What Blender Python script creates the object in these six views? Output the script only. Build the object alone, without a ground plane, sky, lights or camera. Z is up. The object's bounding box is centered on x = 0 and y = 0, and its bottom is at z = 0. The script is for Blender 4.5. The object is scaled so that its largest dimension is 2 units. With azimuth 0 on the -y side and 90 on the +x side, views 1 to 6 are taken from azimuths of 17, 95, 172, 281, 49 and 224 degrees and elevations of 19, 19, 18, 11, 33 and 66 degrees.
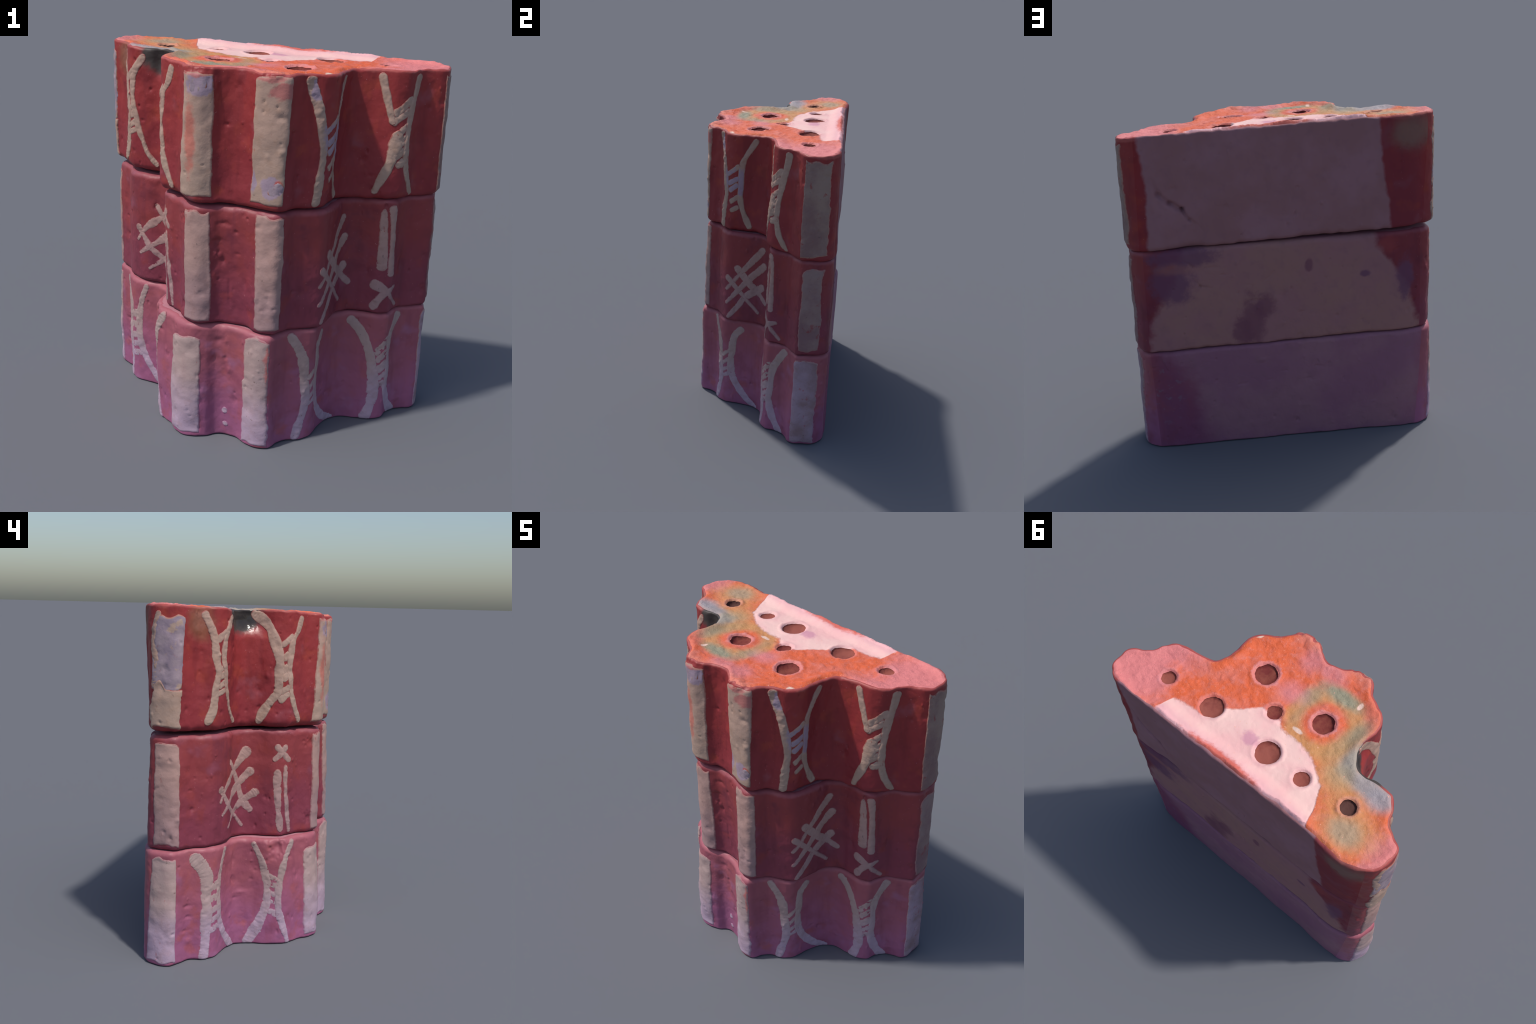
"""A wedge of three stacked, hand-painted fluted bricks: red glaze, raised pale paint, pierced top."""
import bpy, bmesh, math, random
import numpy as np
from mathutils import Vector, geometry

# ---- PROFILE ------------------------------------------------------------------
# Plan outline of the stack, as control stations running clockwise (seen from above)
# from the right back corner round the fluted front to the left back corner and along
# the flat back.  One outline per joint level: ground, first joint, second joint, top.
import numpy as np
L_GROUND = [(.76,.452),(.825,.437),(.895,.375),(.907,.30),(.908,.235),(.893,.203),(.842,.180),(.80,.155),(.768,.11),(.75,.045),
 (.70,.007),(.61,-.010),(.53,-.022),(.467,-.067),(.437,-.14),(.424,-.215),(.415,-.278),(.375,-.328),(.305,-.362),(.262,-.41),
 (.235,-.465),(.16,-.486),(.10,-.467),(.045,-.433),(0,-.42),(-.075,-.422),(-.122,-.463),(-.176,-.481),(-.250,-.474),(-.290,-.44),
 (-.33,-.385),(-.395,-.342),(-.445,-.31),(-.478,-.25),(-.490,-.185),(-.50,-.10),(-.535,-.04),(-.585,-.02),(-.68,.005),(-.757,.03),
 (-.803,.08),(-.833,.16),(-.90,.20),(-.95,.24),(-.948,.345),(-.86,.435),(-.78,.447),(-.48,.445),(-.16,.448),(.16,.450),(.48,.453)]
L_LOWER = [(.80,.468),(.872,.455),(.920,.395),(.938,.31),(.938,.240),(.912,.205),(.866,.172),(.820,.143),(.790,.095),(.77,.04),
 (.718,-.006),(.63,-.022),(.55,-.026),(.485,-.070),(.462,-.142),(.458,-.222),(.447,-.285),(.378,-.338),(.312,-.373),(.282,-.425),
 (.256,-.468),(.19,-.478),(.135,-.463),(.075,-.424),(.01,-.408),(-.055,-.410),(-.10,-.446),(-.16,-.468),(-.232,-.446),(-.275,-.41),
 (-.306,-.37),(-.375,-.332),(-.446,-.297),(-.481,-.245),(-.490,-.19),(-.492,-.12),(-.512,-.066),(-.555,-.033),(-.64,-.018),(-.735,.018),
 (-.790,.082),(-.833,.157),(-.885,.200),(-.928,.245),(-.926,.325),(-.893,.405),(-.80,.455),(-.48,.455),(-.16,.458),(.16,.462),(.48,.466)]
L_UPPER = [(.80,.455),(.862,.445),(.917,.385),(.932,.31),(.932,.245),(.912,.212),(.862,.178),(.815,.143),(.785,.095),(.758,.048),
 (.705,.006),(.62,-.018),(.545,-.030),(.480,-.070),(.457,-.128),(.455,-.205),(.447,-.275),(.392,-.328),(.322,-.358),(.292,-.410),
 (.262,-.442),(.195,-.445),(.125,-.430),(.065,-.405),(.01,-.398),(-.050,-.408),(-.10,-.446),(-.165,-.460),(-.228,-.440),(-.268,-.40),
 (-.30,-.362),(-.36,-.330),(-.425,-.295),(-.462,-.245),(-.472,-.19),(-.478,-.12),(-.505,-.060),(-.552,-.026),(-.635,-.010),(-.725,.022),
 (-.780,.085),(-.815,.152),(-.872,.195),(-.913,.235),(-.918,.32),(-.890,.395),(-.80,.440),(-.48,.445),(-.16,.447),(.16,.448),(.48,.452)]
L_TOP = [(.79,.443),(.862,.435),(.930,.380),(.944,.31),(.943,.250),(.922,.226),(.877,.203),(.828,.165),(.802,.115),(.772,.068),
 (.732,.046),(.652,.037),(.577,.026),(.52,-.004),(.490,-.072),(.484,-.16),(.487,-.222),(.445,-.292),(.360,-.338),(.322,-.378),
 (.297,-.432),(.240,-.449),(.155,-.444),(.105,-.407),(.062,-.388),(-.035,-.403),(-.080,-.440),(-.130,-.460),(-.187,-.458),(-.223,-.43),
 (-.262,-.376),(-.320,-.345),(-.372,-.317),(-.408,-.276),(-.424,-.21),(-.437,-.125),(-.470,-.055),(-.525,-.015),(-.610,-.002),(-.698,.014),
 (-.748,.060),(-.775,.125),(-.833,.173),(-.893,.205),(-.908,.295),(-.888,.362),(-.812,.425),(-.48,.432),(-.16,.436),(.16,.440),(.48,.443)]
LEVELS = [np.array(a, float) for a in (L_GROUND, L_LOWER, L_UPPER, L_TOP)]
NST = len(L_GROUND)

def spline(ctrl, u):
    """closed chord-length Catmull-Rom through the stations; u is a station number"""
    u = np.asarray(u, float) % NST
    i = np.floor(u).astype(int) % NST
    t = (u - np.floor(u))[..., None]
    nx, pv = np.roll(ctrl, -1, 0), np.roll(ctrl, 1, 0)
    dn = np.linalg.norm(nx - ctrl, axis=1)[:, None]
    dp = np.linalg.norm(ctrl - pv, axis=1)[:, None]
    tan = ((nx - ctrl) / dn * dp + (ctrl - pv) / dp * dn) / (dn + dp)
    j = (i + 1) % NST
    a, b, d = ctrl[i], ctrl[j], dn[i]
    m0, m1 = tan[i] * d, tan[j] * d
    return (2*t**3 - 3*t**2 + 1)*a + (t**3 - 2*t**2 + t)*m0 + (-2*t**3 + 3*t**2)*b + (t**3 - t**2)*m1

# (z at x=0, slope along x, slope along y) of each brick's underside and top
BED = [((0.0, 0.0, 0.0), (.644, -.014, 0.0)),
       ((.647, -.014, 0.0), (1.280, -.017, 0.0)),
       ((1.290, -.031, 0.0), (1.949, -.042, .008))]
# extents each brick's outline is fitted to, at its underside and at its top: x min, x max, y min, y max
FIT = [((-.940, .899, -.474, .459), (-.925, .912, -.462, .464)),
       ((-.909, .918, -.455, .458), (-.902, .918, -.448, .455)),
       ((-.918, .935, -.454, .458), (-.906, .940, -.458, .452))]
# the middle brick is worn deeper in its two wide flutes
FLUTE_L = {30: (-.300, -.362), 31: (-.365, -.322), 32: (-.410, -.285), 33: (-.432, -.240), 34: (-.437, -.19), 35: (-.438, -.12), 36: (-.462, -.050), 37: (-.525, -.010), 38: (-.630, .000), 39: (-.722, .030), 23: (.07, -.420), 24: (.008, -.411), 25: (-.053, -.416)}
FLUTE_R = {5: (.905, .222), 6: (.853, .190), 7: (.803, .158), 8: (.778, .105), 9: (.762, .050), 10: (.705, .022), 11: (.620, .020), 12: (.552, .010), 13: (.505, -.035), 14: (.490, -.125), 15: (.478, -.205), 16: (.458, -.275)}
FLUTE_R0 = {5: (.905, .218), 6: (.856, .186), 7: (.808, .155), 10: (.712, .010), 11: (.625, .004), 12: (.552, -.004), 13: (.492, -.050)}
FLUTE_L2 = {33: (-.440, -.243), 34: (-.446, -.19), 35: (-.448, -.12), 36: (-.478, -.050), 37: (-.545, -.010), 38: (-.635, .006), 39: (-.722, .034), 23: (.065, -.415), 24: (.01, -.410), 25: (-.05, -.418)}
FLUTE_L0 = {36: (-.510, -.055), 37: (-.565, -.018), 38: (-.648, -.002), 39: (-.737, .028), 23: (.072, -.434), 24: (.008, -.420), 25: (-.055, -.421), 28: (-.242, -.455), 29: (-.294, -.424), 30: (-.328, -.384), 31: (-.395, -.346), 32: (-.456, -.306)}
FLUTE_LG = {36: (-.540, -.025), 37: (-.592, -.005), 38: (-.683, .017), 39: (-.757, .038), 28: (-.262, -.482), 29: (-.314, -.452), 30: (-.354, -.398), 31: (-.415, -.356), 32: (-.455, -.318)}
FLUTE_LT = {36: (-.482, -.046), 37: (-.535, -.012), 38: (-.612, -.008), 39: (-.700, .006), 11: (.652, .030), 12: (.577, .017), 13: (.515, -.013)}
# the upper two bricks' backs fall away towards the left end
BACK_L = {45: (-.888, .388), 46: (-.79, .422), 47: (-.48, .445)}

def fitted(ctrl, ext, tweak, inset):
    c = ctrl.copy()
    for k, v in tweak.items():
        c[k] = v
    nx, pv = np.roll(c, -1, 0), np.roll(c, 1, 0)
    d = nx - pv
    n = np.stack([-d[:, 1], d[:, 0]], 1)/np.linalg.norm(d, axis=1)[:, None]
    c -= n*inset
    f = spline(c, np.linspace(0, NST, 3000))
    lo, hi = f.min(0), f.max(0)
    for a in (0, 1):
        c[:, a] = ext[2*a] + (c[:, a] - lo[a])/(hi[a] - lo[a])*(ext[2*a+1] - ext[2*a])
    return c

OUTLINE = [(fitted(LEVELS[0], FIT[0][0], FLUTE_LG, .010), fitted(LEVELS[1], FIT[0][1], {**FLUTE_R0, **FLUTE_L0}, .012)),
           (fitted(LEVELS[1], FIT[1][0], {**FLUTE_L, **FLUTE_R, 46: (-.80, .446)}, .006), fitted(LEVELS[2], FIT[1][1], {**FLUTE_L, **FLUTE_R, **BACK_L}, .006)),
           (fitted(LEVELS[2], FIT[2][0], {**FLUTE_L2, **FLUTE_R0, **BACK_L}, .004), fitted(LEVELS[3], FIT[2][1], FLUTE_LT, 0))]

def plane(p, x, y):
    return p[0] + p[1]*x + p[2]*y

def wall_base(b, u, q):
    """plan position on brick b at station u, height fraction q (0 underside, 1 top)"""
    q = np.asarray(q, float)[..., None]
    return spline(OUTLINE[b][0], u)*(1 - q) + spline(OUTLINE[b][1], u)*q
# ---- END PROFILE --------------------------------------------------------------

rng = np.random.default_rng(7)
random.seed(7)
for o in list(bpy.data.objects):
    bpy.data.objects.remove(o)

# ---------------------------------------------------------------- noise in code
def _hash(ix, iy, iz, seed):
    h = (ix*374761393 + iy*668265263 + iz*2147483647 + seed*144665) & 0xffffffff
    h = ((h ^ (h >> 13))*1274126177) & 0xffffffff
    h = ((h ^ (h >> 16))*2246822519) & 0xffffffff
    return ((h ^ (h >> 15)) & 0xffff)/32767.5 - 1.0

def vnoise(p, scale, seed=0):
    """smooth value noise, -1..1, at points p (..., 3)"""
    p = np.asarray(p)*scale
    f = np.floor(p).astype(np.int64)
    t = p - f
    t = t*t*t*(t*(t*6 - 15) + 10)
    r = 0
    for dx in (0, 1):
        wx = t[..., 0] if dx else 1 - t[..., 0]
        for dy in (0, 1):
            wy = t[..., 1] if dy else 1 - t[..., 1]
            for dz in (0, 1):
                wz = t[..., 2] if dz else 1 - t[..., 2]
                r = r + wx*wy*wz*_hash(f[..., 0]+dx, f[..., 1]+dy, f[..., 2]+dz, seed)
    return r

def fbm(p, scale, octs=3, seed=0):
    r, a = 0, 1.0
    for k in range(octs):
        r = r + a*vnoise(p, scale*2.03**k, seed + 17*k)
        a *= .5
    return r

def smooth(a, b, x):
    t = np.clip((x - a)/(b - a), 0, 1)
    return t*t*(3 - 2*t)

# ---------------------------------------------------------------- wall surface
FILLET = [(.012, .026), (.024, .030), (.040, .013)]   # edge rounding, underside and top

# hand-pressed dents and pits: brick, station, height fraction, width (m), height (m), depth (m)
DENTS = [(0, 32.6, .93, .045, .045, .040), (1, 24.6, .86, .035, .014, .010), (1, 23.6, .80, .014, .010, .010), (1, 24.7, .55, .016, .022, .014),
         (1, 25.2, .72, .030, .012, .008), (1, 23.5, .62, .016, .007, .006), (1, 24.2, .3, .012, .10, .006),
         (0, 24.8, .86, .030, .020, .010), (0, 25.2, .70, .016, .016, .008), (0, 24.3, .62, .02, .05, .008),
         (0, 23.4, .42, .008, .008, .008), (2, 24.8, .60, .02, .05, .007), (2, 24.2, .88, .02, .02, .006),
         (0, 41.3, .50, .03, .010, .010), (0, 41.2, .40, .03, .010, .009), (0, 41.5, .28, .03, .010, .008),
         (0, 41.2, .18, .02, .02, -.008), (0, 35.0, .62, .012, .010, .006), (0, 35.7, .50, .04, .012, -.006),
         (0, 36.2, .45, .03, .010, .006), (0, 33.8, .80, .012, .010, .008), (0, 36.6, .82, .010, .05, .010),
         (1, 41.4, .52, .015, .006, .008), (1, 41.3, .35, .03, .03, .005), (1, 41.6, .70, .03, .03, .005),
         (1, 44.2, .55, .006, .008, .006), (1, 44.6, .46, .005, .012, .008), (1, 44.2, .80, .006, .006, .005),
         (2, 38.2, .42, .016, .008, .007), (2, 39.4, .62, .010, .008, -.010), (2, 36.6, .30, .020, .012, .006),
         (2, 33.3, .12, .010, .008, .008), (2, 34.9, .55, .02, .05, .005), (2, 5.2, .86, .006, .008, -.008),
         (2, 5.0, .5, .008, .008, -.006),
         (1, 49.9, .80, .04, .010, .006), (1, 49.7, .72, .02, .012, .006), (1, 49.2, .60, .03, .008, .004),
         (0, 48.6, .70, .025, .010, .005), (0, 48.9, .62, .02, .008, .004),
         (0, 1.9, .80, .012, .012, .010), (0, 1.5, .68, .014, .012, -.008), (0, 1.7, .55, .012, .01, -.008),
         (0, .6, .85, .02, .010, .008), (0, .4, .62, .02, .012, -.006)]

def plan_normal(b, u, q):
    e = .02
    d = wall_base(b, u + e, q) - wall_base(b, u - e, q)
    n = np.stack([d[..., 1], -d[..., 0]], -1)
    n /= np.linalg.norm(n, axis=-1)[..., None]
    return -n     # stations run clockwise seen from above

# cracks and gouges on the back: brick, points (x, z), half width, depth at each point
GOUGES = [(2, [(.76, 1.69), (.721, 1.60), (.66, 1.543), (.597, 1.506)], .014, [.004, .018, .024, .036]),
          (2, [(.597, 1.506), (.554, 1.44), (.485, 1.382)], .010, [.030, .012, .003]),
          (1, [(.60, 1.20), (.55, 1.155)], .007, [.004, .009]), (1, [(.548, 1.075), (.516, 1.036), (.449, 1.017)], .008, [.004, .009, .003]),
          (1, [(.075, 1.098), (.146, 1.03)], .007, [.004, .004]), (1, [(.219, .926), (.136, .919)], .009, [.005, .004]),
          (0, [(-.169, .466), (-.212, .455)], .009, [.009, .003]), (0, [(.309, .384), (.251, .394)], .010, [.006, .003]),
          (1, [(-.64, 1.179), (-.70, 1.20)], .010, [.008, .003]), (0, [(.78, .60), (.74, .52)], .010, [.006, .006])]
PITS = []
for _b in range(3):     # scattered small pits and finger bumps, more on the fluted side
    _l = []
    for _k in range(150):
        _u = rng.uniform(1, 45.5) if _k < 115 else rng.uniform(45.5, 51.5)
        _q = rng.uniform(.04, .96)
        _c = wall_base(_b, np.array(_u), np.array(_q))
        _z0, _z1 = plane(BED[_b][0], *_c), plane(BED[_b][1], *_c)
        _w = rng.uniform(.006, .012) if _k % 3 else rng.uniform(.014, .030)
        _l.append((_c[0], _c[1], _z0 + _q*(_z1 - _z0), _w, _w*rng.uniform(.6, 1.8), rng.choice([1, 1, 1, -.8])*rng.uniform(.003, .0075)))
    PITS.append(_l)

def relief(b, u, q, P, n):
    """outward offset of the wall surface: lumps, tool marks, dents, the burst spall"""
    back = smooth(45.6, 46.6, u % NST)*1.0 + smooth(.6, 0., u % NST)*(u % NST < 1)
    off = .0055*fbm(P*np.array([1, 1, .7]), 5.0, 2, 3 + b) + .0027*fbm(P, 14, 2, 31 + b) + .0005*fbm(P, 60, 2, 57 + b)
    off = off*(1 - .45*back)
    off = off + .004*back*vnoise(P, 2.3, 80 + b)
    for (bb, du, dq, w, h, dep) in DENTS:
        if bb != b:
            continue
        c = wall_base(b, np.array(du), np.array(dq))
        z0, z1 = plane(BED[b][0], *c), plane(BED[b][1], *c)
        cz = z0 + dq*(z1 - z0)
        r2 = ((P[..., 0]-c[0])**2 + (P[..., 1]-c[1])**2)/w**2 + (P[..., 2]-cz)**2/h**2
        off = off - .75*dep*np.exp(-r2*1.4*(1 + .5*vnoise(P, 60, 5)))
    for (cx, cy, cz, w, h, dep) in PITS[b]:
        k = (np.abs(P[..., 0]-cx) < 2.2*w) & (np.abs(P[..., 1]-cy) < 2.2*w) & (np.abs(P[..., 2]-cz) < 2.2*h)
        if k.any():
            r2 = ((P[k][:, 0]-cx)**2 + (P[k][:, 1]-cy)**2)/w**2 + (P[k][:, 2]-cz)**2/h**2
            off[k] -= dep*np.exp(-1.6*r2*(1 + .6*vnoise(P[k], 70, 6)))
    if b == 2:     # the back swells gently in two places
        for bx, bz, wx, wz, a in ((.315, 1.63, .115, .25, .017), (-.09, 1.69, .095, .17, .011)):
            r4 = ((P[..., 0]-bx)/wx)**2 + ((P[..., 2]-bz)/wz)**2
            off = off + back*a*np.exp(-r4**2*.8)
    for (bb, pts, w, dep) in GOUGES:
        if bb == b:
            for (x0, z0_), (x1, z1_), d0, d1 in zip(pts[:-1], pts[1:], dep[:-1], dep[1:]):
                k = back > .5
                px, pz = P[..., 0][k] + .006*vnoise(P[k], 30, 33), P[..., 2][k] + .006*vnoise(P[k], 30, 34)
                ux, uz = x1 - x0, z1_ - z0_
                t = np.clip(((px - x0)*ux + (pz - z0_)*uz)/(ux*ux + uz*uz), 0, 1)
                dd = np.hypot(px - x0 - t*ux, pz - z0_ - t*uz)
                cut = np.zeros_like(P[..., 0]); cut[k] = (d0 + (d1-d0)*t)*np.exp(-(dd/w)**2)
                off = off - cut*.75
    if b == 2:     # spalled, vitrified hollow in the left flute under the top edge
        a = np.exp(-((P[..., 0]+.485)/.070)**4 - ((P[..., 1]+.06)/.12)**4)
        g = smooth(1.80, 1.90, P[..., 2] + .02*vnoise(P, 12, 4))
        off = off - .028*a*g*smooth(2.0, 1.945, P[..., 2]) - .016*a*g
    # nibbled arrises at the tops of the two front fins
    if b == 2:
        for cu in (21.0, 27.2):
            off = off - .020*np.exp(-((u-cu)/1.5)**4)*smooth(1.885, 1.955, P[..., 2])*np.clip(.35+vnoise(P, 32, 9), 0, 1)
    return off

def wall_point(b, u, q, inset=0.0, dz=0.0, lift=0.0, with_relief=True):
    u, q = np.broadcast_arrays(np.asarray(u, float), np.asarray(q, float))
    p = wall_base(b, u, q)
    n = plan_normal(b, u, q)
    z0, z1 = plane(BED[b][0], p[..., 0], p[..., 1]), plane(BED[b][1], p[..., 0], p[..., 1])
    z = z0 + q*(z1 - z0) + dz
    P = np.concatenate([p, z[..., None]], -1)
    off = (relief(b, u, q, P, n) if with_relief else 0) - inset + lift
    P[..., :2] += n*np.asarray(off)[..., None]
    return P, n

def arclength_stations(b, n):
    uu = np.linspace(0, NST, 6001)
    p = wall_base(b, uu, np.full_like(uu, .5))
    s = np.concatenate([[0], np.cumsum(np.linalg.norm(np.diff(p, axis=0), axis=1))])
    return np.interp(np.linspace(0, s[-1], n + 1)[:-1], s, uu)

# ---------------------------------------------------------------- node helpers
class Nodes:
    def __init__(self, name):
        self.mat = bpy.data.materials.new(name)
        self.mat.use_nodes = True
        self.t = self.mat.node_tree
        self.t.nodes.clear()
        self.out = self.t.nodes.new('ShaderNodeOutputMaterial')
        self.co = self.t.nodes.new('ShaderNodeTexCoord').outputs['Object']
        s = self.t.nodes.new('ShaderNodeSeparateXYZ')
        self.link(self.co, s.inputs[0])
        self.x, self.y, self.z = s.outputs
    def link(self, a, b):
        self.t.links.new(a, b)
    def put(self, sock, v):
        if isinstance(v, bpy.types.NodeSocket):
            self.link(v, sock)
        elif isinstance(v, (tuple, list)) and sock.type == 'RGBA':
            sock.default_value = (*v[:3], 1)
        else:
            sock.default_value = v
    def m(self, op, a, b=0.0, c=0.0):
        n = self.t.nodes.new('ShaderNodeMath'); n.operation = op
        for i, v in enumerate((a, b, c)):
            self.put(n.inputs[i], v)
        return n.outputs[0]
    def noise(self, scale, detail=3, rough=.55, stretch=None, offset=(0, 0, 0), dist=0.0):
        co = self.co
        mp = self.t.nodes.new('ShaderNodeMapping')
        self.link(co, mp.inputs[0])
        mp.inputs['Location'].default_value = offset
        if stretch:
            mp.inputs['Scale'].default_value = stretch
        n = self.t.nodes.new('ShaderNodeTexNoise')
        self.link(mp.outputs[0], n.inputs['Vector'])
        n.inputs['Scale'].default_value = scale
        n.inputs['Detail'].default_value = detail
        n.inputs['Roughness'].default_value = rough
        n.inputs['Distortion'].default_value = dist
        return n.outputs[0]
    def step(self, v, a, b):
        n = self.t.nodes.new('ShaderNodeMapRange'); n.interpolation_type = 'SMOOTHSTEP'
        self.put(n.inputs[0], v)
        n.inputs[1].default_value, n.inputs[2].default_value = a, b
        return n.outputs[0]
    def mix(self, f, a, b, mode='MIX'):
        n = self.t.nodes.new('ShaderNodeMix'); n.data_type = 'RGBA'; n.blend_type = mode
        self.put(n.inputs[0], f); self.put(n.inputs[6], a); self.put(n.inputs[7], b)
        return n.outputs[2]
    def dist(self, c, r):
        """normalised distance from an ellipsoid's centre"""
        a = self.t.nodes.new('ShaderNodeVectorMath'); a.operation = 'SUBTRACT'
        self.link(self.co, a.inputs[0]); a.inputs[1].default_value = c
        d = self.t.nodes.new('ShaderNodeVectorMath'); d.operation = 'DIVIDE'
        self.link(a.outputs[0], d.inputs[0]); d.inputs[1].default_value = r
        l = self.t.nodes.new('ShaderNodeVectorMath'); l.operation = 'LENGTH'
        self.link(d.outputs[0], l.inputs[0])
        return l.outputs['Value']
    def blob(self, c, r, soft=.25, wob=None, amt=.5):
        d = self.dist(c, r)
        if wob is not None:
            d = self.m('ADD', d, self.m('MULTIPLY', self.m('SUBTRACT', wob, .5), amt*2))
        return self.step(d, 1 + soft, 1 - soft)
    def curve(self, v, pts, lo, hi):
        """value -> value through a float curve over [lo, hi]"""
        f = self.t.nodes.new('ShaderNodeFloatCurve')
        c = f.mapping.curves[0]
        ys = [p[1] for p in pts]; y0, y1 = min(ys) - .01, max(ys) + .01
        q = [((px-lo)/(hi-lo), (py-y0)/(y1-y0)) for px, py in pts]
        c.points[0].location = q[0]; c.points[1].location = q[-1]
        for a in q[1:-1]:
            c.points.new(*a)
        for a in c.points:
            a.handle_type = 'VECTOR'
        f.mapping.use_clip = False
        f.mapping.update()
        self.link(self.step_lin(v, lo, hi), f.inputs['Value'])
        return self.m('MULTIPLY_ADD', f.outputs[0], y1 - y0, y0)
    def step_lin(self, v, a, b):
        n = self.t.nodes.new('ShaderNodeMapRange')
        self.put(n.inputs[0], v)
        n.inputs[1].default_value, n.inputs[2].default_value = a, b
        return n.outputs[0]
    def finish(self, col, rough=.5, bump=None, bump_d=.002, spec=.3, coat=0.0):
        p = self.t.nodes.new('ShaderNodeBsdfPrincipled')
        self.put(p.inputs['Base Color'], col)
        self.put(p.inputs['Roughness'], rough)
        p.inputs['Specular IOR Level'].default_value = spec
        if coat:
            p.inputs['Coat Weight'].default_value = coat
            p.inputs['Coat Roughness'].default_value = .12
        if bump is not None:
            b = self.t.nodes.new('ShaderNodeBump')
            b.inputs['Distance'].default_value = bump_d
            b.inputs['Strength'].default_value = .7
            self.link(bump, b.inputs['Height'])
            self.link(b.outputs[0], p.inputs['Normal'])
        self.link(p.outputs[0], self.out.inputs[0])
        return self.mat

# colours per brick, from mauve at the foot to fire red at the top
RED = [(.33, .090, .120), (.262, .044, .050), (.29, .034, .035)]
REDLOW = [(.325, .105, .205), (.22, .042, .068), (.255, .032, .040)]
RED_HOT = [(.36, .088, .095), (.28, .045, .042), (.35, .052, .034)]
RED_DARK = [(.24, .058, .095), (.150, .028, .046), (.175, .020, .026)]
PAINT = [(.41, .290, .275), (.41, .255, .225), (.43, .282, .225)]
PAINTLOW = [(.43, .315, .41), (.35, .22, .22), (.40, .275, .22)]
CLAY = [(.31, .145, .19), (.33, .152, .163), (.33, .16, .185)]  # back clay, darkened partway to how it looks out of the sun
ARRIS = [(.42, .14, .17), (.35, .115, .145), (.50, .13, .115)]     # paler, pinker tint along the rounded top edges

def glaze_colour(N, b):
    zb = BED[b][0][0]
    n1, n2, n3 = N.noise(3.1, 4, offset=(b*3.1, 0, 0)), N.noise(9, 4, offset=(0, b*2.7, 1)), N.noise(70, 2)
    t = N.m('ADD', N.m('SUBTRACT', N.z, zb), N.m('MULTIPLY', N.m('SUBTRACT', n1, .5), .55))
    col = N.mix(N.step(t, .10, .52), REDLOW[b], RED[b])
    col = N.mix(N.m('MULTIPLY', N.step(n2, .52, .72), .65), col, RED_HOT[b])
    col = N.mix(N.m('MULTIPLY', N.step(N.noise(6.5, 4, offset=(7, b, 3)), .52, .72), .55), col, RED_DARK[b])
    streak = N.step(N.noise(9, 4, .6, (1, 1, .16), (b, 4, 6)), .52, .68)
    col = N.mix(N.m('MULTIPLY', streak, .45), col, RED_DARK[b])
    lil = N.step(N.noise(5.2, 3, offset=(2, 5, b)), .60, .74)
    col = N.mix(N.m('MULTIPLY', lil, .5), col, [(.33, .145, .27), (.25, .075, .12), (.29, .085, .11)][b])
    # pale salt specks
    col = N.mix(N.m('MULTIPLY', N.step(N.noise(95, 1, offset=(b, 9, 2)), .74, .80), .4), col, (.55, .24, .25))
    e = N.m('SUBTRACT', N.m('MULTIPLY_ADD', N.x, -BED[b][1][1], N.z), BED[b][1][0])
    e = N.m('ADD', e, N.m('MULTIPLY', N.m('SUBTRACT', n2, .5), .05))
    col = N.mix(N.m('MULTIPLY', N.step(e, (-.032, -.032, -.016)[b], (-.006, -.006, -.002)[b]), (.55, .5, .5)[b]), col, ARRIS[b])
    return col, n2, n3

def make_glaze(b):
    N = Nodes('red_glaze_%s' % ('mauve', 'crimson', 'scarlet')[b])
    col, n2, n3 = glaze_colour(N, b)
    if b == 2:
        w = N.noise(14, 4)
        # grey vitrified scorch round the spall
        col = N.mix(N.blob((-.505, -.03, 1.955), (.135, .13, .115), .18, w, .35), col, (.060, .048, .043))
        col = N.mix(N.m('MULTIPLY', N.blob((-.465, -.05, 1.92), (.07, .06, .06), .4, w, .4), .8), col, (.03, .026, .026))
        col = N.mix(N.m('MULTIPLY', N.blob((-.80, .12, 1.90), (.07, .09, .09), .5, w, .5), .5), col, (.22, .13, .06))
    rough = .48
    if b == 2:      # the hollow is fused to a gloss
        rough = N.m('MULTIPLY_ADD', N.blob((-.46, -.05, 1.93), (.09, .11, .09), .4), -.33, .48)
    h = N.m('ADD', N.m('MULTIPLY', n3, .5), N.noise(24, 2))
    return N.finish(col, rough, h, .0022, .3)

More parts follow.
